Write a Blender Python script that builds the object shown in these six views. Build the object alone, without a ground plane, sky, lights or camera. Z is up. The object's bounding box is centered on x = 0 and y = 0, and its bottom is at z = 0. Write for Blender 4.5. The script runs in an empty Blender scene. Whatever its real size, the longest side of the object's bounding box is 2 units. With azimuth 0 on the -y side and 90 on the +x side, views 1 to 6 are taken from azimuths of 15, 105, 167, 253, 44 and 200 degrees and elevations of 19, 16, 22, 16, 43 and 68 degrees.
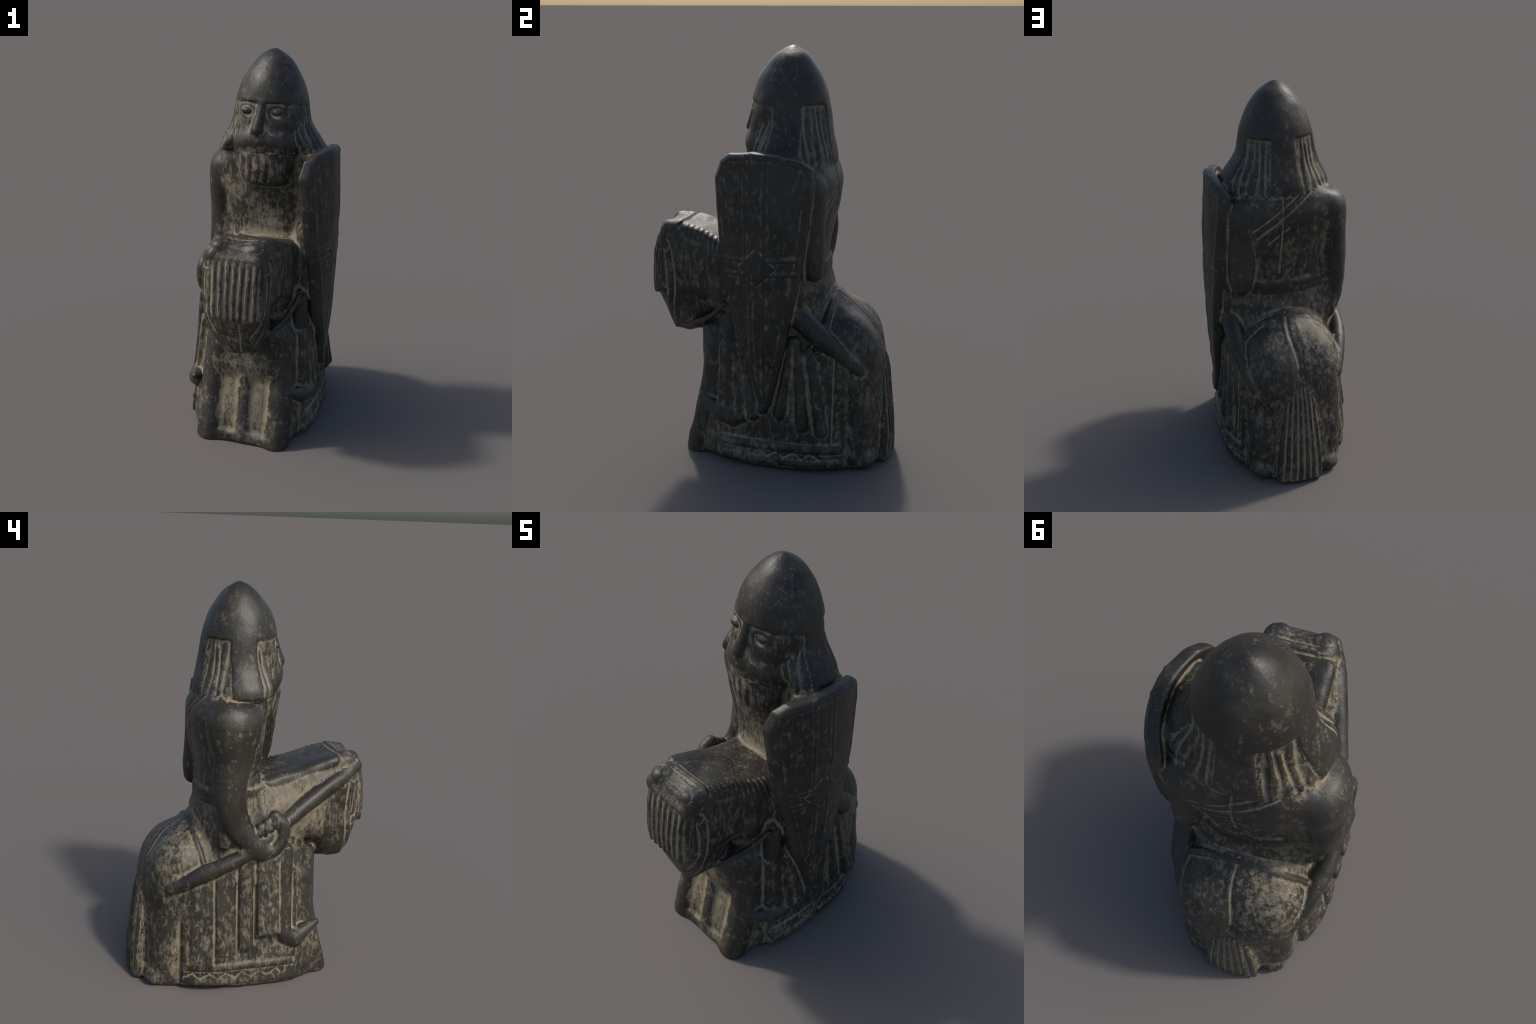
"""A carved mounted warrior chess piece: helmeted rider with kite shield and
lance, sitting on a small horse with bowed head.  The stone body is built as one
implicit surface (smooth unions and cuts of lofts, tubes and slabs), meshed
with surface nets, and its faces are then separated into named parts."""
import bpy, math
import numpy as np

H = 0.005                                   # cell size of the field
LO = np.array([-0.46, -0.72, -0.03])
HI = np.array([0.45, 0.70, 2.05])
N = np.ceil((HI - LO) / H).astype(int) + 1
GX, GY, GZ = [(LO[i] + H * np.arange(N[i])).astype(np.float32) for i in range(3)]
D = np.full(N, 1.0, np.float32)             # signed distance
L = np.zeros(N, np.uint8)                   # part number
PARTS = []


def part(name):
    """register a part name (repeats get their own number) -> part number"""
    PARTS.append(name)
    return len(PARTS) - 1


# ------------------------------------------------------------------ helpers
def curve(ts, vs):
    """smooth monotone-ish interpolation through control values"""
    ts = np.asarray(ts, float); vs = np.asarray(vs, float)
    h = np.diff(ts); s = np.diff(vs) / h
    m = np.zeros_like(vs); m[0] = s[0]; m[-1] = s[-1]
    for i in range(1, len(vs) - 1):
        m[i] = 0 if s[i - 1] * s[i] <= 0 else 2 * s[i - 1] * s[i] / (s[i - 1] + s[i])

    def f(t):
        t = np.clip(t, ts[0], ts[-1])
        i = np.clip(np.searchsorted(ts, t) - 1, 0, len(ts) - 2)
        u = (t - ts[i]) / h[i]
        return ((2 * u**3 - 3 * u**2 + 1) * vs[i] + (u**3 - 2 * u**2 + u) * h[i] * m[i]
                + (-2 * u**3 + 3 * u**2) * vs[i + 1] + (u**3 - u**2) * h[i] * m[i + 1]).astype(np.float32)
    return f


def smin(a, b, k):
    if k <= 0:
        return np.minimum(a, b)
    h = np.maximum(k - np.abs(a - b), 0) / k
    return np.minimum(a, b) - h * h * k * 0.25


def smax(a, b, k):
    return -smin(-a, -b, k)


def step(a, b, x):
    t = np.clip((x - a) / (b - a), 0, 1)
    return t * t * (3 - 2 * t)


def box_of(lo, hi, pad):
    a = np.maximum(np.floor((np.array(lo) - pad - LO) / H).astype(int), 0)
    b = np.minimum(np.ceil((np.array(hi) + pad - LO) / H).astype(int) + 1, N)
    return tuple(slice(int(a[i]), int(b[i])) for i in range(3))


def coords(s):
    return GX[s[0], None, None], GY[None, s[1], None], GZ[None, None, s[2]]


def add(shape, label, k=0.02, relabel=True):
    fn, lo, hi = shape
    s = box_of(lo, hi, k + 0.03)
    d = np.broadcast_to(fn(*coords(s)), D[s].shape)
    old = D[s]
    if relabel:
        L[s] = np.where(d < old, label, L[s])
    D[s] = smin(old, d, k)


def cut(shape, k=0.02):
    fn, lo, hi = shape
    s = box_of(lo, hi, k + 0.03)
    D[s] = smax(D[s], -np.broadcast_to(fn(*coords(s)), D[s].shape), k)


def tube(pts, radii, squash=None):
    """rounded limb through points with a radius at each; squash scales an axis"""
    pts = np.array(pts, float); radii = np.array(radii, float)
    sq = np.array(squash if squash is not None else (1, 1, 1), float)

    def fn(x, y, z):
        best = None
        for i in range(len(pts) - 1):
            a = pts[i] * sq; b = pts[i + 1] * sq; v = b - a
            px, py, pz = x * sq[0] - a[0], y * sq[1] - a[1], z * sq[2] - a[2]
            t = np.clip((px * v[0] + py * v[1] + pz * v[2]) / max(v @ v, 1e-9), 0, 1)
            d = np.sqrt((px - t * v[0])**2 + (py - t * v[1])**2 + (pz - t * v[2])**2)
            d = d - (radii[i] + t * (radii[i + 1] - radii[i]))
            best = d if best is None else np.minimum(best, d)
        return best.astype(np.float32)
    r = radii.max() / sq.min()
    return fn, pts.min(0) - r, pts.max(0) + r


def spline(pts, radii, n=6):
    """resample control points smoothly for tube()"""
    pts = np.array(pts, float); t = np.arange(len(pts)); u = np.linspace(0, len(pts) - 1, (len(pts) - 1) * n + 1)
    out = []
    for a in range(3):
        m = np.gradient(pts[:, a])
        i = np.clip(u.astype(int), 0, len(pts) - 2); w = u - i
        out.append((2*w**3-3*w**2+1)*pts[i, a] + (w**3-2*w**2+w)*m[i] + (-2*w**3+3*w**2)*pts[i+1, a] + (w**3-w**2)*m[i+1])
    return np.stack(out, 1), np.interp(u, t, radii)


def ellipsoid(c, r, rot=(0, 0, 0)):
    c = np.array(c, float); r = np.array(r, float)
    R = rotation(rot)

    def fn(x, y, z):
        p = [x - c[0], y - c[1], z - c[2]]
        q = [R[0][i] * p[0] + R[1][i] * p[1] + R[2][i] * p[2] for i in range(3)]
        k0 = np.sqrt(sum((q[i] / r[i])**2 for i in range(3)))
        k1 = np.sqrt(sum((q[i] / r[i]**2)**2 for i in range(3)))
        return (k0 * (k0 - 1) / np.maximum(k1, 1e-6)).astype(np.float32)
    m = r.max()
    return fn, c - m, c + m


def rotation(rot):
    a, b, c = [math.radians(v) for v in rot]
    X = np.array([[1, 0, 0], [0, math.cos(a), -math.sin(a)], [0, math.sin(a), math.cos(a)]])
    Y = np.array([[math.cos(b), 0, math.sin(b)], [0, 1, 0], [-math.sin(b), 0, math.cos(b)]])
    Z = np.array([[math.cos(c), -math.sin(c), 0], [math.sin(c), math.cos(c), 0], [0, 0, 1]])
    return Z @ Y @ X


def slab(c, half, rot=(0, 0, 0), rnd=0.015):
    c = np.array(c, float); h = np.array(half, float) - rnd
    R = rotation(rot)

    def fn(x, y, z):
        p = [x - c[0], y - c[1], z - c[2]]
        q = [np.abs(R[0][i] * p[0] + R[1][i] * p[1] + R[2][i] * p[2]) - h[i] for i in range(3)]
        out = np.sqrt(sum(np.maximum(v, 0)**2 for v in q))
        return (out + np.minimum(np.maximum(np.maximum(q[0], q[1]), q[2]), 0) - rnd).astype(np.float32)
    m = np.abs(R) @ np.array(half)
    return fn, c - m, c + m


def loft(zs, cx, hx, yf, yb, n=2.5, cap=0.02):
    """upright loft through superellipse sections (front y, back y, half width)"""
    CX, HX, YF, YB = curve(zs, cx), curve(zs, hx), curve(zs, yf), curve(zs, yb)

    def fn(x, y, z):
        hx_ = HX(z); f = YF(z); b = YB(z); hy = (b - f) / 2
        v = ((np.abs(x - CX(z)) / hx_)**n + (np.abs(y - (f + b) / 2) / hy)**n)**(1 / n)
        d = (v - 1) * np.minimum(hx_, hy)
        return smax(smax(d, z - zs[-1], cap), zs[0] - z, cap)
    cx = np.array(cx); hx = np.array(hx)
    return fn, np.array([(cx - hx).min(), min(yf), zs[0]]), np.array([(cx + hx).max(), max(yb), zs[-1]])


def poly2d(pts):
    """signed distance to a polygon in two coordinates"""
    P = np.array(pts, float)

    def fn(u, v):
        d = None; sgn = None
        for i in range(len(P)):
            a = P[i]; b = P[i - 1]; e = b - a
            wu, wv = u - a[0], v - a[1]
            t = np.clip((wu * e[0] + wv * e[1]) / (e @ e), 0, 1)
            q = (wu - e[0] * t)**2 + (wv - e[1] * t)**2
            d = q if d is None else np.minimum(d, q)
            c1 = v >= a[1]; c2 = v < b[1]; c3 = e[0] * wv > e[1] * wu
            flip = (c1 & c2 & c3) | (~c1 & ~c2 & ~c3)
            s = np.where(flip, -1.0, 1.0)
            sgn = s if sgn is None else sgn * s
        return (sgn * np.sqrt(d)).astype(np.float32)
    return fn


# ------------------------------------------------------------- horse: trunk
trunk = part("horse_body")
foot_plan = poly2d([(.225, -.31), (.28, -.2), (.312, -.05), (.325, .1), (.31, .25), (.258, .4), (.175, .522),
                    (.04, .585), (-.06, .58), (-.185, .51), (-.268, .36), (-.325, .1), (-.322, -.08),
                    (-.308, -.18), (-.235, -.33), (-.1, -.345), (.1, -.345)])
tz = [0, .1, .3, .5, .6, .7, .78, .85, .90]
t_hx = curve(tz, [.335, .333, .322, .298, .275, .245, .215, .175, .12])
t_yb = curve(tz, [.585, .594, .584, .562, .535, .472, .395, .300, .22])
t_yf = curve(tz, [.378, .368, .325, .285, .26, .25, .23, .20, .15])


def trunk_fn(x, y, z):
    sx = .335 / t_hx(z)
    x = x + .010 * step(.4, .6, z)
    sy = np.where(y > 0, .59 / t_yb(z), .345 / t_yf(z))
    return smax(smax(foot_plan(x * sx, y * sy) * .9, z - .9, .05), -z, .02)


add((trunk_fn, (-.36, -.36, 0), (.36, .62, .9)), trunk, 0)
for sx in (-1, 1):                                   # two full buttocks
    add(ellipsoid((sx * .112 - .017, .348 + .004 * sx, .55), (.145, .185, .22), (8, 0, 0)), trunk, .06)
# chest under the bowed head
add(slab((0, -.24, .52), (.19, .10, .16), (0, 0, 0), .06), trunk, .06)

# ------------------------------------------------------------ horse: legs
fl = part("foreleg")
add(tube([(-.165, -.25, .52), (-.175, -.265, .38), (-.18, -.305, .22), (-.178, -.315, .10)], [.068, .060, .056, .058]), fl, .03)
add(tube([(-.178, -.32, .17), (-.176, -.345, .07), (-.178, -.350, .01)], [.045, .056, .062]), fl, .03)
fr = part("foreleg")
add(tube([(.165, -.24, .56), (.18, -.26, .40), (.188, -.305, .22), (.185, -.312, .10)], [.072, .064, .060, .060]), fr, .03)
add(tube([(.186, -.315, .17), (.184, -.342, .07), (.182, -.348, .01)], [.048, .060, .066]), fr, .03)
bl = part("chest_fold")
add(tube([(-.02, -.275, .50), (.0, -.315, .3), (.005, -.362, .05)], [.03, .028, .032]), bl, .03)
add(slab((0, -.335, .022), (.16, .06, .024), (0, 0, 0), .015), bl, .03)
# hollows between hind legs and tail, and flank hollows beside the blanket
cut(tube([(.085, .605, .43), (.108, .605, .30), (.120, .595, .08)], [.018, .030, .026]), .03)
cut(tube([(-.09, .60, .52), (-.13, .585, .38), (-.15, .585, .24), (-.155, .575, .08)], [.018, .036, .034, .03]), .03)
cut(tube([(.325, .44, .40), (.325, .42, .24), (.32, .42, .08)], [.022, .045, .03]), .03)
cut(tube([(-.335, .43, .42), (-.325, .43, .28), (-.315, .42, .16)], [.022, .036, .025]), .03)
hl = part("hindleg")
add(tube([(.18, .43, .42), (.18, .475, .22), (.195, .455, .06)], [.055, .05, .052]), hl, .04)
hr = part("hindleg")
add(tube([(-.195, .42, .42), (-.195, .465, .24), (-.19, .45, .06)], [.055, .05, .055]), hr, .04)
add(ellipsoid((.17, .495, .04), (.06, .055, .045)), hl, .02)
add(ellipsoid((-.165, .50, .04), (.065, .055, .045)), hr, .02)
tail = part("tail")
tail_w = curve([0, .2, .45, .62], [.122, .108, .078, .052])
tail_y = curve([0, .1, .3, .5, .62], [.610, .610, .594, .562, .505])


def tail_fn(x, y, z):
    w = tail_w(z)
    q = np.abs(x + .005 + .02 * (z - .3)) / w
    d = np.maximum(q - 1, -.6) * w
    return smax(smax(d, y - tail_y(z) + .02 * q**2, .02), smax(z - .62, smax(-z, .45 - y, .02), .02), .02)


add((tail_fn, (-.14, .45, 0), (.14, .63, .62)), tail, .012)

# ------------------------------------------------------- saddle, blanket, robe
blanket = part("saddle_blanket")


def side_slab(sx, y0, y1, z0, z1, x_top, x_bot, label, k=.012, rnd=.015):
    """cloth panel lying on a flank of the trunk, following its plan"""
    def fn(x, y, z):
        xs = x_bot + (x_top - x_bot) * np.clip((z - z0) / (z1 - z0), 0, 1)
        bow = np.where(y > .09, 1.2 if sx > 0 else 1.5, .55 if sx > 0 else .25) * np.maximum(np.abs(y - .09) - .10, 0)**2
        dx = x * sx - (xs - bow)
        dy = np.maximum(y0 - y, y - y1); dz = np.maximum(z0 - z, z - z1)
        return smax(smax(smax(dx, .18 - x * sx, rnd), dy, rnd), dz, rnd)
    xa, xb = sorted((sx * .18, sx * max(x_top, x_bot)))
    add((fn, (xa, y0, z0), (xb, y1, z1)), label, k)


side_slab(1, -.215, .405, .025, .60, .290, .327, blanket)
side_slab(-1, -.20, .385, .03, .60, .298, .342, blanket)
side_slab(1, -.215, .405, .100, .145, .327, .333, blanket, .006, .01)
side_slab(1, -.215, .405, .030, .062, .330, .333, blanket, .006, .01)
side_slab(-1, -.20, .385, .112, .142, .338, .344, blanket, .006, .01)

robe = part("robe")
add(loft([.55, .65, .75, .85, .92, 1.0], [-.01, -.01, -.01, -.01, -.01, -.01],
         [.31, .30, .28, .245, .21, .18], [-.22, -.22, -.20, -.15, -.09, -.06],
         [.24, .265, .285, .288, .27, .26], 2.6), robe, .02)
saddle = part("saddle_rim")
strap = [(.0, .308, .822), (-.09, .308, .807), (-.18, .30, .75), (-.245, .28, .67), (-.285, .27, .58)]
add(tube(*spline(strap, [.016, .016, .016, .014, .012])), saddle, .012)
strap2 = [(.0, .308, .822), (.09, .308, .807), (.175, .30, .755), (.235, .29, .68), (.27, .28, .58)]
add(tube(*spline(strap2, [.016, .016, .016, .014, .012])), saddle, .012)

# ------------------------------------------------------------------- rider
torso = part("torso")
add(loft([.86, .95, 1.03, 1.15, 1.28, 1.36, 1.43, 1.49],
         [-.015, -.012, -.010, -.005, -.01, -.015, -.015, -.01],
         [.20, .178, .186, .22, .252, .262, .25, .21],
         [-.06, -.045, -.045, -.045, -.055, -.06, -.06, -.05],
         [.272, .258, .258, .277, .301, .305, .29, .26], 2.9, .03), torso, .02)
belt = part("belt")
add(loft([.925, .94, .985, 1.0], [-.012] * 4, [.186, .196, .198, .19], [-.05, -.05, -.05, -.05],
         [.262, .270, .270, .262], 2.9, .008), belt, .006)

add(slab((.19, .08, 1.41), (.10, .11, .105), (0, -8, 0), .05), torso, .04)
add(slab((.25, -.055, 1.20), (.055, .09, .30), (0, 0, 14), .045), torso, .05)
add(slab((.23, -.065, .93), (.05, .07, .19), (0, 0, 14), .04), robe, .05)
# stone left standing between the arms and the trunk
add(slab((-.20, .145, 1.04), (.105, .068, .30), (0, 0, 0), .03), torso, .05)
add(slab((.20, .13, 1.06), (.10, .07, .30), (0, 0, 0), .03), torso, .05)
arm_l = part("arm")                                     # behind the shield
add(tube(*spline([(.185, .185, 1.36), (.195, .20, 1.2), (.207, .222, 1.05), (.212, .232, .985)],
                 [.095, .080, .066, .052])), arm_l, .02)
arm_r = part("arm")
add(tube(*spline([(-.270, .145, 1.33), (-.283, .15, 1.22), (-.297, .165, 1.03), (-.300, .13, .87),
                  (-.315, .05, .765), (-.318, .005, .725)], [.120, .100, .077, .068, .060, .050]), (1.2, 1, 1)), arm_r, .02)
add(slab((-.205, .138, 1.36), (.115, .115, .10), (0, -24, 0), .06), arm_r, .05)

# --------------------------------------------------------------- horse: head
neck = part("horse_neck")
horse = part("horse_head")
head_side = poly2d([(0, 1.06), (-.06, 1.035), (-.2, 1.07), (-.38, 1.125), (-.48, 1.155), (-.55, 1.12), (-.588, 1.05), (-.597, .97),
                    (-.595, .78), (-.57, .715), (-.552, .645), (-.52, .578), (-.44, .568), (-.36, .588), (-.32, .70),
                    (-.28, .70), (-.20, .66), (-.05, .64)])
hh_w = curve([.55, .62, .72, .80, 1.0, 1.18], [.094, .113, .136, .150, .160, .156])
hh_c = curve([.55, .75, 1.0, 1.18], [.0, .002, .0, -.012])


def head_fn(x, y, z):
    w = hh_w(z) + .05 * step(-.42, -.15, y) * step(.6, .8, z) * np.where(x < 0, step(1.02, .88, z), 1)
    w = w - .6 * np.maximum(-.50 - y, 0)**1.3
    w = w + np.where(x < 0, .042 * step(-.60, -.46, y) * step(-.10, -.36, y) * step(.58, .70, z) * step(1.1, .98, z), 0)
    return smax(head_side(y, z), np.abs(x - hh_c(z)) - w, .09)


hs = (head_fn, (-.23, -.66, .53), (.23, -.03, 1.2))
add(hs, horse, .04)
s = box_of((-.3, -.36, .6), (.3, -.02, 1.25), 0)
L[s] = np.where(L[s] == horse, neck, L[s])

# mane plate along the crest, forelock on the brow
mane = part("mane")
crest = poly2d([(-.03, 1.04), (-.06, 1.04), (-.2, 1.077), (-.38, 1.133), (-.44, 1.148), (-.465, 1.115), (-.44, 1.075), (-.3, 1.02), (-.08, .95)])


def crest_fn(x, y, z):
    return smax(crest(y, z), np.abs(x - hh_c(z)) - .158 - np.where(x > 0, .045, .0) * step(-.42, -.12, y), .05)


add((crest_fn, (-.22, -.56, .98), (.22, -.04, 1.2)), mane, .01)
lock = part("forelock")
front = poly2d([(-.45, 1.16), (-.535, 1.14), (-.582, 1.08), (-.602, .99), (-.607, .9), (-.605, .79), (-.597, .778),
                (-.52, .778), (-.46, 1.0)])


def lock_fn(x, y, z):
    return smax(front(y, z), np.abs(x - .003) - .142, .06)


add((lock_fn, (-.14, -.66, .76), (.15, -.4, 1.19)), lock, .008)

ear = part("ear")
for ex, ez in ((-.10, 1.108), (.09, 1.108)):
    add(ellipsoid((ex, -.50, ez), (.036, .062, .030), (-25, 0, 0)), ear, .04)
cut(ellipsoid((.205, -.32, .745), (.085, .085, .07), (0, 0, 30)), .04)
rein = part("rein")
add(tube(*spline([(.10, -.44, .635), (.14, -.38, .655), (.195, -.28, .71), (.235, -.19, .79)], [.014, .013, .013, .016])), rein, .012)

# -------------------------------------------------------------- rider: legs
leg_r = part("leg")
side_slab(-1, -.165, -.095, .27, .74, .318, .350, leg_r, .01, .02)
foot_r = part("foot")
add(tube([(-.302, -.13, .265), (-.302, -.19, .245), (-.282, -.315, .308)], [.046, .052, .018]), foot_r, .015)
leg_l = part("leg")
add(tube([(.225, -.15, .76), (.245, -.16, .5), (.262, -.15, .28)], [.045, .042, .04]), leg_l, .015)
foot_l = part("foot")
add(tube([(.285, -.13, .235), (.275, -.20, .25), (.235, -.318, .298)], [.046, .048, .018]), foot_l, .015)

# robe folds hanging over the flanks
for y0, y1, zb, zt, xo in ((.238, .348, .13, .60, .342), (.125, .226, .19, .66, .350), (.036, .112, .22, .72, .355),
                           (-.094, .022, .288, .77, .360)):
    f = part("robe_fold")
    side_slab(-1, y0, y1, zb, zt, xo - .050 - .06 * (zt - .72), xo + .003, f, .010, .014)
for a, b, r in (((.285, .15, .66), (.315, .10, .29), .03), ((.28, .175, .66), (.316, .215, .245), .034),
                ((.27, .235, .62), (.312, .305, .225), .036), ((.285, .10, .60), (.32, .02, .31), .03),
                ((.215, -.15, .80), (.305, -.085, .25), .03), ((.22, -.13, .78), (.318, -.03, .27), .03),
                ((.205, -.17, .80), (.262, -.195, .30), .022)):
    f = part("robe_fold")
    add(tube([a, b], [r * .5, r * .85]), f, .02)

# ------------------------------------------------------------------- head
HC = (-.02, .065)
face = part("face")
add(loft([1.322, 1.35, 1.43, 1.5, 1.6, 1.7, 1.78], [-.002, -.004, -.01, -.015, -.017, -.017, -.02],
         [.112, .135, .157, .170, .178, .182, .17], [-.095, -.125, -.140, -.140, -.131, -.113, -.09],
         [.10, .12, .15, .2, .22, .22, .2], 2.3, .02), face, .012)
hood = part("coif")
rz = [1.462, 1.50, 1.55, 1.6, 1.65, 1.70, 1.75, 1.80, 1.87, 1.93, 1.957, 1.98, 1.993, 2.0]
rx = curve(rz, [.268, .263, .241, .217, .204, .195, .185, .169, .139, .101, .077, .046, .021, .004])
ry = curve(rz, [.226, .222, .213, .203, .194, .188, .179, .166, .139, .101, .077, .046, .021, .004])
rc = curve([1.45, 2.0], [.065, .071])


def lathe(x, y, z, inset):
    a = rx(z) - inset + np.where(x > 0, .030, 0) * step(1.66, 1.54, z); b = ry(z) - inset
    b = b + np.where(y < rc(z), .009 * step(1.66, 1.76, z) * step(1.97, 1.85, z), 0)
    v = np.sqrt(((x - HC[0]) / a)**2 + ((y - rc(z)) / b)**2)
    return (v - 1) * np.minimum(a, b) * .93


def azimuth(x, y):
    return np.degrees(np.arctan2(x - HC[0], -(y - HC[1])))


def hood_fn(x, y, z):                                   # hair curtain, open at the face
    d = lathe(x, y, z, .012 - .009 * step(1.58, 1.48, z))
    ph = np.abs(azimuth(x, y))
    open_ = (52 + 10 * step(1.6, 1.48, z) - ph) * math.pi / 180 * .2
    d = smax(d, np.where(z < 1.78, open_, -.1), .02)
    low = .06 * step(20, 60, azimuth(x, y)) * step(130, 100, azimuth(x, y))
    return smax(smax(d, z - 1.80, .01), 1.468 - low + .012 * np.cos(np.radians(ph)) - z, .015)


add((hood_fn, (-.31, -.2, 1.44), (.30, .33, 1.80)), hood, .012)
helmet = part("helmet")


def flap(x, y, z):
    """where the helmet comes down: nape and two ear lappets (angle distance)"""
    ph = azimuth(x, y); grow = step(1.70, 1.48, z)
    d = np.minimum(180 - np.abs(ph) - (19 + 1 * grow), np.abs(np.abs(ph) - 98 + 4 * grow) - (19 - 2 * grow))
    return d * math.pi / 180 * .21


def helmet_fn(x, y, z):
    d = smax(lathe(x, y, z, 0), z - 2.0, .002)
    ph = np.abs(azimuth(x, y))
    rim = 1.735 + .01 * step(70, 20, ph)
    d = smax(d, smin(rim - z, smax(flap(x, y, z), 1.466 - z, .012), .02), .012)
    return d


add((helmet_fn, (-.31, -.2, 1.44), (.30, .33, 2.0)), helmet, .010)

must = part("moustache")
add(tube(*spline([(-.150, -.045, 1.475), (-.125, -.070, 1.535), (-.04, -.098, 1.565), (.06, -.080, 1.55), (.115, -.04, 1.51)],
                 [.024, .044, .052, .048, .030])), must, .03)
nose = part("nose")
add(tube([(-.028, -.098, 1.745), (-.035, -.116, 1.67), (-.043, -.128, 1.615)], [.022, .027, .034]), nose, .012)
for ex in (-.108, .045):
    e = part("eye")
    cut(ellipsoid((ex, -.126, 1.702), (.050, .028, .036)), .012)
    add(ellipsoid((ex, -.092, 1.70), (.033, .019, .019)), e, .006)

# ------------------------------------------------------------------- shield
shield = part("shield")
outline = poly2d([(-.155, 1.525), (-.20, 1.495), (-.234, 1.41), (-.208, 1.11), (-.160, .90), (-.115, .67), (-.045, .49),
                  (.0, .345), (.03, .292), (.06, .33), (.085, .43), (.132, .65), (.172, .845), (.20, 1.0), (.219, 1.15), (.236, 1.31),
                  (.243, 1.41), (.237, 1.475), (.195, 1.508), (.09, 1.535), (-.03, 1.542)])
sh_x = curve([.28, .36, .6, .87, 1.1, 1.35, 1.54], [.332, .340, .355, .367, .367, .358, .342])


def shield_face(y, z):
    return sh_x(z) - np.where(y < .03, 1.5, 1.2) * (y - .03)**2


def shield_fn(x, y, z):
    u = x - shield_face(y, z)
    return smax(outline(y, z), np.abs(u + .03) - .03, .022)


add((shield_fn, (.2, -.24, .28), (.4, .25, 1.56)), shield, .006)

# -------------------------------------------------- lance, hand and scabbard
lance = part("lance")
add(tube(*spline([(-.125, -.55, 1.085), (-.165, -.45, 1.03), (-.208, -.31, .96), (-.272, -.12, .845), (-.318, .09, .712), (-.298, .26, .63), (-.240, .43, .534)],
                 [.026, .040, .043, .036, .038, .041, .030])), lance, .018)
hand = part("hand")
add(tube(*spline([(-.315, .005, .725), (-.318, -.06, .735), (-.32, -.10, .79), (-.318, -.098, .86), (-.312, -.06, .90)],
                 [.040, .036, .034, .034, .030])), hand, .012)
for i in range(3):
    c = np.array([-.318, -.055 + .036 * i, .895 - .022 * i])
    fg = part("finger")
    add(tube([c, c + (-.012, .006, -.03), c + (-.006, .012, -.055)], [.022, .021, .017]), fg, .008)
scab = part("scabbard")
add(tube([(.260, .12, .82), (.252, .29, .665), (.194, .458, .505)], [.055, .050, .030]), scab, .012)


# a thin reddish footing shows along the lower edge
base = part("base")
L[:, :, :int((.016 - LO[2]) / H) + 1] = base


# =============================================================== surface nets
def surface_nets():
    neg = D < 0
    c = neg[:-1, :-1, :-1].astype(np.int8)
    tot = np.zeros_like(c)
    for i in (0, 1):
        for j in (0, 1):
            for k in (0, 1):
                tot += neg[i:N[0]-1+i, j:N[1]-1+j, k:N[2]-1+k]
    idx = np.argwhere((tot > 0) & (tot < 8))
    vid = np.full(tot.shape, -1, np.int32)
    vid[tuple(idx.T)] = np.arange(len(idx))
    corner = np.array([(i, j, k) for i in (0, 1) for j in (0, 1) for k in (0, 1)])
    vals = np.stack([D[tuple((idx + o).T)] for o in corner], 1)
    labs = np.stack([L[tuple((idx + o).T)] for o in corner], 1)
    acc = np.zeros((len(idx), 3)); cnt = np.zeros(len(idx))
    for a in range(8):
        for b in range(a + 1, 8):
            if np.abs(corner[a] - corner[b]).sum() != 1:
                continue
            va, vb = vals[:, a], vals[:, b]
            m = (va < 0) != (vb < 0)
            t = np.where(m, va / np.where(m, va - vb, 1), 0)
            acc += m[:, None] * (corner[a] + t[:, None] * (corner[b] - corner[a]))
            cnt += m
    V = LO + H * (idx + acc / cnt[:, None])
    lab = labs[np.arange(len(idx)), np.abs(vals).argmin(1)]
    quads = []
    for ax in range(3):
        u, v = (ax + 1) % 3, (ax + 2) % 3
        sl0 = [slice(None)] * 3; sl1 = [slice(None)] * 3
        sl0[ax] = slice(0, -1); sl1[ax] = slice(1, None)
        A = neg[tuple(sl0)]; Bn = neg[tuple(sl1)]
        e = np.argwhere(A != Bn)
        e = e[(e[:, u] > 0) & (e[:, v] > 0) & (e[:, u] < N[u] - 1) & (e[:, v] < N[v] - 1)]
        inside = A[tuple(e.T)]
        eu = np.zeros(3, int); eu[u] = 1
        ev = np.zeros(3, int); ev[v] = 1
        q = np.stack([vid[tuple((e - eu - ev).T)], vid[tuple((e - ev).T)], vid[tuple(e.T)], vid[tuple((e - eu).T)]], 1)
        q[~inside] = q[~inside][:, ::-1]
        quads.append(q)
    return V, np.concatenate(quads), lab


V, Q, LAB = surface_nets()


def neighbours_mean(V, Q):
    s = np.zeros_like(V); n = np.zeros(len(V))
    for i in range(4):
        for j in (1, 3):
            a, b = Q[:, i], Q[:, (i + j) % 4]
            for c in range(3):
                s[:, c] += np.bincount(a, V[b, c], len(V))
            n += np.bincount(a, minlength=len(V))
    return s / np.maximum(n, 1)[:, None]


def vertex_normals(V, Q):
    f = np.cross(V[Q[:, 2]] - V[Q[:, 0]], V[Q[:, 3]] - V[Q[:, 1]])
    n = np.zeros_like(V)
    for i in range(4):
        for c in range(3):
            n[:, c] += np.bincount(Q[:, i], f[:, c], len(V))
    return n / np.maximum(np.linalg.norm(n, axis=1), 1e-12)[:, None]


for w in (.5, .5):
    V = V + w * (neighbours_mean(V, Q) - V)

# ============================================================ carved relief
NRM = vertex_normals(V, Q)
x, y, z = V.T
nx, ny, nz = NRM.T
off = np.zeros(len(V))
names = np.array(PARTS)
is_ = lambda *n: np.isin(names[LAB], n)
rng = np.random.default_rng(7)


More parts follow.
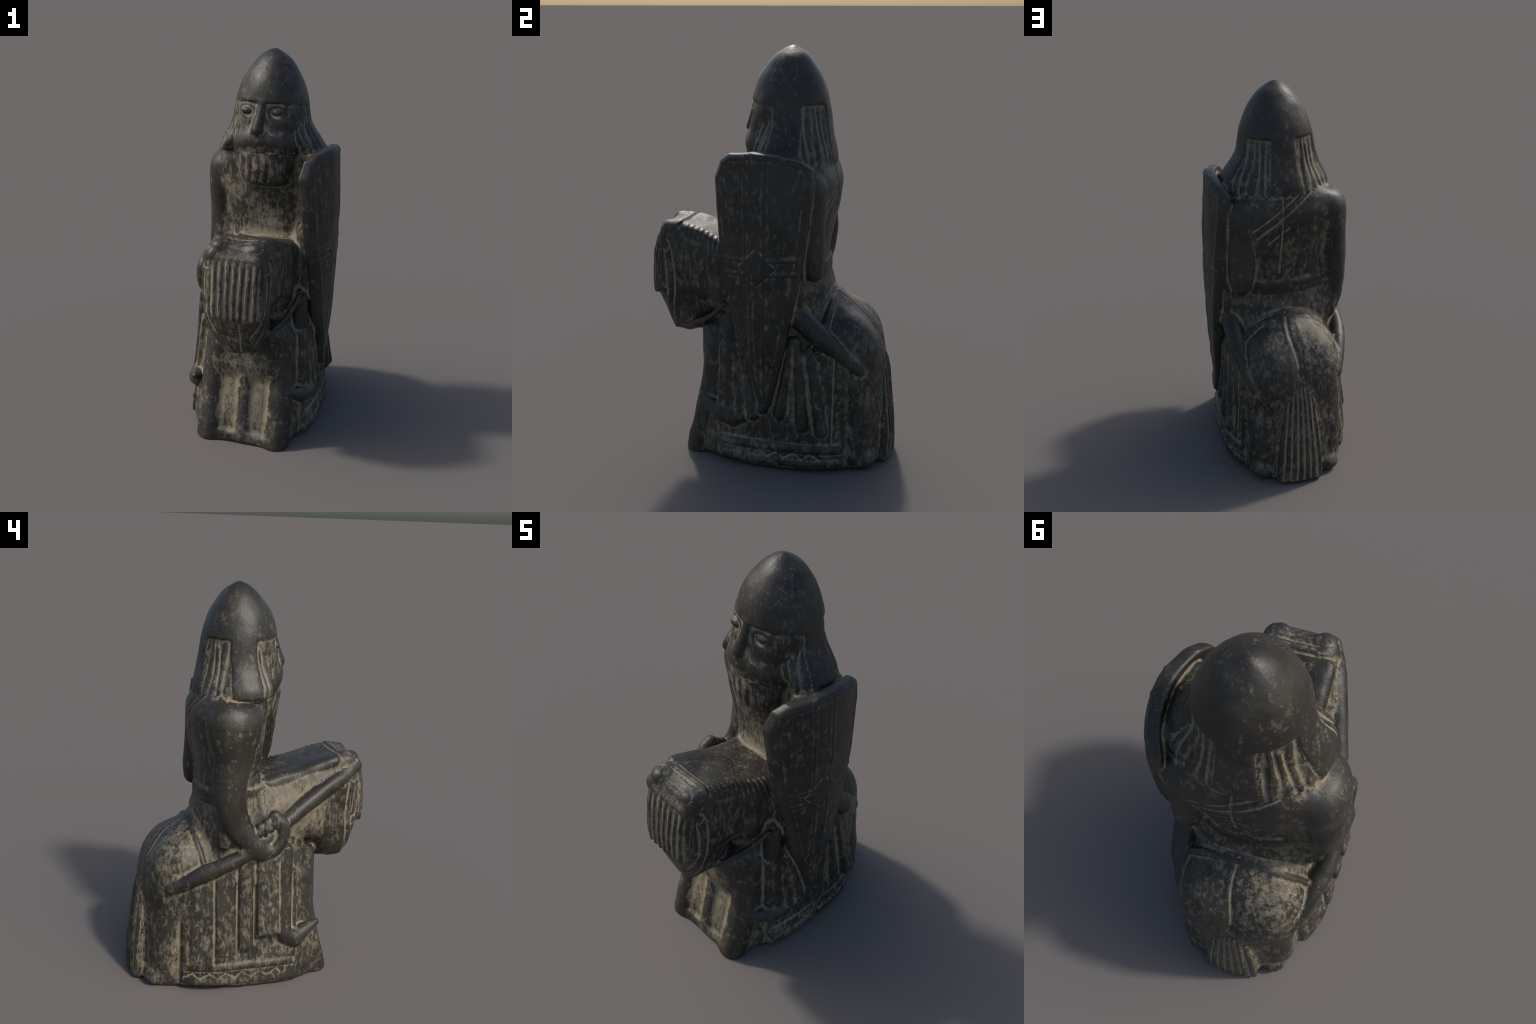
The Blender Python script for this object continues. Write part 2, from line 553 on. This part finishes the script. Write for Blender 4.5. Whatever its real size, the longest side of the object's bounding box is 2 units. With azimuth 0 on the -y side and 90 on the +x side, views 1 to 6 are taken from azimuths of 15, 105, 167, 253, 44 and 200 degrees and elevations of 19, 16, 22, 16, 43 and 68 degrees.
def groove(d, w):
    return np.exp(-(d / w)**2)


def seg(u, v, a, b):
    a = np.array(a); b = np.array(b); e = b - a
    t = np.clip(((u - a[0]) * e[0] + (v - a[1]) * e[1]) / (e @ e), 0, 1)
    return np.hypot(u - a[0] - t * e[0], v - a[1] - t * e[1])


# worn lumps

def lumps(freq, seed, octaves=2):
    r = np.random.default_rng(seed); out = 0
    for o in range(octaves):
        for _ in range(7):
            k = r.normal(size=3); k *= freq * (2**o) / np.linalg.norm(k)
            out = out + np.sin(V @ k + r.uniform(0, 6.28)) / (2**o)
    return out / 4


# tail strands
m = is_("tail")
q = (x + .005 + .02 * (z - .3)) / tail_w(z)
off += m * .005 * np.cos(q * math.pi * 6.5 + .3 * np.sin(z * 7)) * step(.62, .56, z) * (ny > .3)
# forelock strands
m = is_("forelock") & (ny < -.4)
q = (x - .005) / .125
off += m * .0045 * np.cos(q * math.pi * 7.5 + .35 * np.sin(z * 9 + x * 20)) * step(1.10, 1.0, z)
# hair in the gaps of the helmet
ph = azimuth(x, y)
m = is_("coif")
off += m * (.0032 + .0012 * lumps(25, 14, 1)) * np.cos(np.radians(ph) * 34 + np.sin(z * 17 + ph * .2) * .8) * step(1.75, 1.70, z)
# beard locks
m = is_("face") & (z < 1.5) & (ny < .1)
off += m * .0018 * np.cos(x * 150 + np.sin(z * 21 + x * 9) * 1.3) * step(1.5, 1.44, z) * step(1.335, 1.36, z)
off += m * .0035 * lumps(70, 11, 1)
m = is_("moustache")
off += m * .0015 * lumps(80, 12, 1)
# mane notches on both crest edges
m = is_("mane") & (nx > .1) & (z > np.interp(y, [-.48, -.38, -.2, -.06], [1.162, 1.133, 1.077, 1.04]) - .045)
off += m * (.0013 + .0008 * lumps(40, 17, 1)) * np.cos(y * 2 * math.pi / .026)
m = is_("mane", "horse_head", "horse_neck", "ear")
off += m * .004 * lumps(34, 15)
# shield: vertical ribs, cross band and boss
m = is_("shield") & (nx > .5)
rel = np.zeros(len(V))
dia = np.abs(y - .0) / .085 + np.abs(z - 1.02) / .085
inside = step(1.05, .95, dia)
for yy in (-.055, .035):
    top = groove(y - yy * (1 + .2 * (z - 1)), .008) * step(1.03, 1.06, z)
    bot = groove(y - .01 - yy * (.75 + .35 * (z - .9)), .008) * step(.99, .96, z)
    rel += .0035 * (top + bot)
for zz in (1.052, .985):
    rel += .0035 * groove(z - zz - .05 * y, .008)
rel = rel * (1 - inside) + .005 * inside
rel += .003 * groove(outline(y, z) + .022, .008)
off += m * rel
# blanket hem: zigzag and beads
m = is_("saddle_blanket") & (np.abs(nx) > .5)
zig = np.abs((((y + .004 * np.sin(y * 60)) / .085) % 1) - .5) * 2
off -= m * (.002 + .0025 * lumps(30, 16)) * groove((z - .068 - .028 * zig) * .8, .006) * ((z > .05) & (z < .115))
bead = np.hypot(((y + .01) % .042) - .021, z - .122)
off += m * .004 * groove(bead, .009) * (x > 0)
bead = np.hypot(y - .375, ((z) % .05) - .025)
off += m * (x > 0) * .004 * groove(bead, .009) * (z > .15)
off -= m * .004 * groove(y - .352, .006) * (x > 0) * (z > .15)
# crease down the rump
m = is_("horse_body")
cr = x + .004 + .012 * np.sin(z * 22)
off -= m * .006 * groove(cr, .009) * step(.58, .66, z) * (y > .3)
# cross belts and seams on the rider's back, belt rim
m = is_("torso") & (ny > .35)
for a, b in (((-.16, 1.47), (.13, 1.25)), ((-.10, 1.47), (.15, 1.29)), ((-.03, 1.30), (.07, 1.22))):
    off -= m * .005 * groove(seg(x, z, a, b), .007)
off -= m * .005 * groove(seg(x, z, (-.005, 1.45), (.015, 1.05)), .006)
# horse face: cheek strap lines and nostril ring, eye
m = is_("horse_head") & (np.abs(nx) > .4)
for yy in (-.545, -.50):
    off -= m * .005 * groove(y - yy - .02 * np.sin(z * 9), .008) * step(1.1, 1.05, z) * step(.58, .64, z)
off -= m * .005 * groove(np.hypot(y + .545, z - .80) - .024, .008)
off -= m * .006 * groove(np.hypot(y + .535, z - 1.04) - .03, .008)
m = is_("horse_head") & (z < .765) & (ny < -.2)
off -= m * .004 * groove(x - .03, .008)
# eyelids
for ex in (-.108, .045):
    off += is_("face") * .0025 * groove(np.hypot((x - ex) / 1.3, z - 1.70) - .031, .007) * (ny < 0)
off += .0026 * lumps(22, 1) + .0009 * lumps(60, 2)
V = V + NRM * off[:, None]
V[:, 2] = np.maximum(V[:, 2], 0)
V[:, 2] *= 2.0 / V[:, 2].max()
NRM = vertex_normals(V, Q)


# ================================================================ materials
def material(name, dust=.5, spots=(), tone=(1, 1, 1)):
    """dark burnished stone with pale dust in the hollows and fine scratches"""
    mt = bpy.data.materials.new(name); mt.use_nodes = True
    nt = mt.node_tree; nd = nt.nodes; lk = nt.links
    bs = nd["Principled BSDF"]
    tc = nd.new("ShaderNodeTexCoord")

    def node(t, **kw):
        n = nd.new(t)
        for k, v in kw.items():
            setattr(n, k, v)
        return n

    def noise(scale, detail=4, rough=.6, dist=0.0, vec=None):
        n = node("ShaderNodeTexNoise")
        n.inputs["Scale"].default_value = scale; n.inputs["Detail"].default_value = detail
        n.inputs["Roughness"].default_value = rough; n.inputs["Distortion"].default_value = dist
        lk.new(vec or tc.outputs["Object"], n.inputs["Vector"])
        return n.outputs["Fac"]

    def ramp(sock, p0, p1, c0=(0, 0, 0, 1), c1=(1, 1, 1, 1)):
        n = node("ShaderNodeValToRGB")
        n.color_ramp.elements[0].position = p0; n.color_ramp.elements[1].position = p1
        n.color_ramp.elements[0].color = c0; n.color_ramp.elements[1].color = c1
        lk.new(sock, n.inputs["Fac"]); return n.outputs["Color"]

    def math_(op, a, b=None, clamp=False):
        n = node("ShaderNodeMath", operation=op, use_clamp=clamp)
        for i, v in enumerate((a, b)):
            if v is None:
                continue
            if isinstance(v, (int, float)):
                n.inputs[i].default_value = v
            else:
                lk.new(v, n.inputs[i])
        return n.outputs[0]

    def mix(fac, a, b):
        n = node("ShaderNodeMix", data_type='RGBA')
        for i, v in ((0, fac), (6, a), (7, b)):
            if isinstance(v, tuple):
                n.inputs[i].default_value = v
            elif isinstance(v, (int, float)):
                n.inputs[i].default_value = v
            else:
                lk.new(v, n.inputs[i])
        return n.outputs[2]

    c = lambda r, g, b: (r * tone[0], g * tone[1], b * tone[2], 1)
    base = mix(ramp(noise(6, 5), .35, .65), c(.020, .0185, .0158), c(.040, .036, .028))
    mp = node("ShaderNodeMapping"); mp.inputs["Scale"].default_value = (1, 1, .38)
    lk.new(tc.outputs["Object"], mp.inputs["Vector"])
    fine = math_('ADD', math_('MULTIPLY', noise(62, 5, .7, .4, mp.outputs["Vector"]), .55), math_('MULTIPLY', noise(24, 5, .75, .6), .45))
    # hollows: concave places gather dust, broken up by noise
    geo = node("ShaderNodeNewGeometry")
    hollow = ramp(geo.outputs["Pointiness"], .462, .503, (1, 1, 1, 1), (0, 0, 0, 1))
    patch = ramp(noise(4.5, 4), .36, .68)
    d = math_('ADD', math_('MULTIPLY', hollow, .55), math_('MULTIPLY', patch, .10 + .07 * dust))
    d = math_('ADD', d, .13 * dust - .16)
    for cen, rad, amt in spots:                          # places where dust has settled thickly
        v = node("ShaderNodeVectorMath", operation='DISTANCE')
        lk.new(tc.outputs["Object"], v.inputs[0]); v.inputs[1].default_value = cen
        f = math_('SUBTRACT', 1.0, math_('DIVIDE', v.outputs["Value"], rad), True)
        d = math_('ADD', d, math_('MULTIPLY', ramp(f, 0, .7), amt))
    d = math_('ADD', d, math_('MULTIPLY', math_('SUBTRACT', fine, .5), 1.8))
    d = ramp(d, -.03, .33)
    col = mix(math_('MULTIPLY', d, .92), base, mix(ramp(noise(9, 3), .35, .65), c(.29, .242, .158), c(.185, .166, .124)))
    # thin pale scratches and specks
    scr = ramp(noise(38, 4, .75, 3.0), .60, .68)
    col = mix(math_('MULTIPLY', scr, .40), col, c(.12, .112, .095))
    lk.new(col, bs.inputs["Base Color"])
    rg = math_('ADD', .37, math_('MULTIPLY', d, .35))
    rg = math_('ADD', rg, math_('MULTIPLY', fine, .12))
    lk.new(rg, bs.inputs["Roughness"])
    bs.inputs["Specular IOR Level"].default_value = .42
    bp = node("ShaderNodeBump"); bp.inputs["Strength"].default_value = .25; bp.inputs["Distance"].default_value = .01
    lk.new(math_('ADD', fine, math_('MULTIPLY', noise(110, 3), .4)), bp.inputs["Height"])
    lk.new(bp.outputs["Normal"], bs.inputs["Normal"])
    return mt


DARK = material("burnished_dark_stone", .20)
MID = material("dusty_dark_stone", .75)
PALE = material("dust_filled_stone", 1.6)
CHEST = material("dusty_chest_stone", .6, [((.02, -.05, 1.08), .18, .20), ((-.20, -.03, 1.28), .10, .18)])
RUMP = material("dusty_rump_stone", .6, [((-.16, .40, .70), .18, .16), ((-.27, .40, .2), .2, .12), ((0, -.34, .25), .30, .24)])
LEG = material("worn_leg_stone", .4)
NECK = material("dusty_neck_stone", .55, [((-.22, -.22, .88), .30, .28)])
RED = material("reddish_base_stone", .3, tone=(1.5, 1.0, .95))
STYLE = {"coif": MID, "horse_neck": NECK, "robe": MID, "saddle_blanket": MID, "robe_fold": MID, "chest_fold": MID,
         "foreleg": LEG, "base": RED, "horse_body": RUMP, "face": MID, "torso": CHEST, "hindleg": MID, "tail": MID, "forelock": MID,
         "horse_head": MID}

# ================================================================== objects
root = bpy.data.objects.new("chess_knight_statue", None)
bpy.context.scene.collection.objects.link(root)
root["label"] = "dark carved stone chess knight, helmeted rider with kite shield on small horse"
root["category"] = "chess piece"

ql = LAB[Q]                                            # face part = most common corner part
ql_sorted = np.sort(ql, 1)
face_lab = np.where(ql_sorted[:, 1] == ql_sorted[:, 2], ql_sorted[:, 1], ql_sorted[:, 0])
for i, name in enumerate(PARTS):
    f = Q[face_lab == i]
    if not len(f):
        continue
    used, inv = np.unique(f, return_inverse=True)
    f = inv.reshape(-1, 4)
    me = bpy.data.meshes.new(name)
    me.vertices.add(len(used)); me.vertices.foreach_set("co", V[used].astype(np.float32).ravel())
    me.loops.add(f.size); me.loops.foreach_set("vertex_index", f.astype(np.int32).ravel())
    me.polygons.add(len(f))
    me.polygons.foreach_set("loop_start", np.arange(0, f.size, 4, dtype=np.int32))
    me.polygons.foreach_set("loop_total", np.full(len(f), 4, np.int32))
    me.update(calc_edges=True)
    me.polygons.foreach_set("use_smooth", np.ones(len(f), bool))
    me.normals_split_custom_set_from_vertices(NRM[used].tolist())
    me.materials.append(STYLE.get(name, DARK))
    ob = bpy.data.objects.new(name, me)
    bpy.context.scene.collection.objects.link(ob)
    ob.parent = root
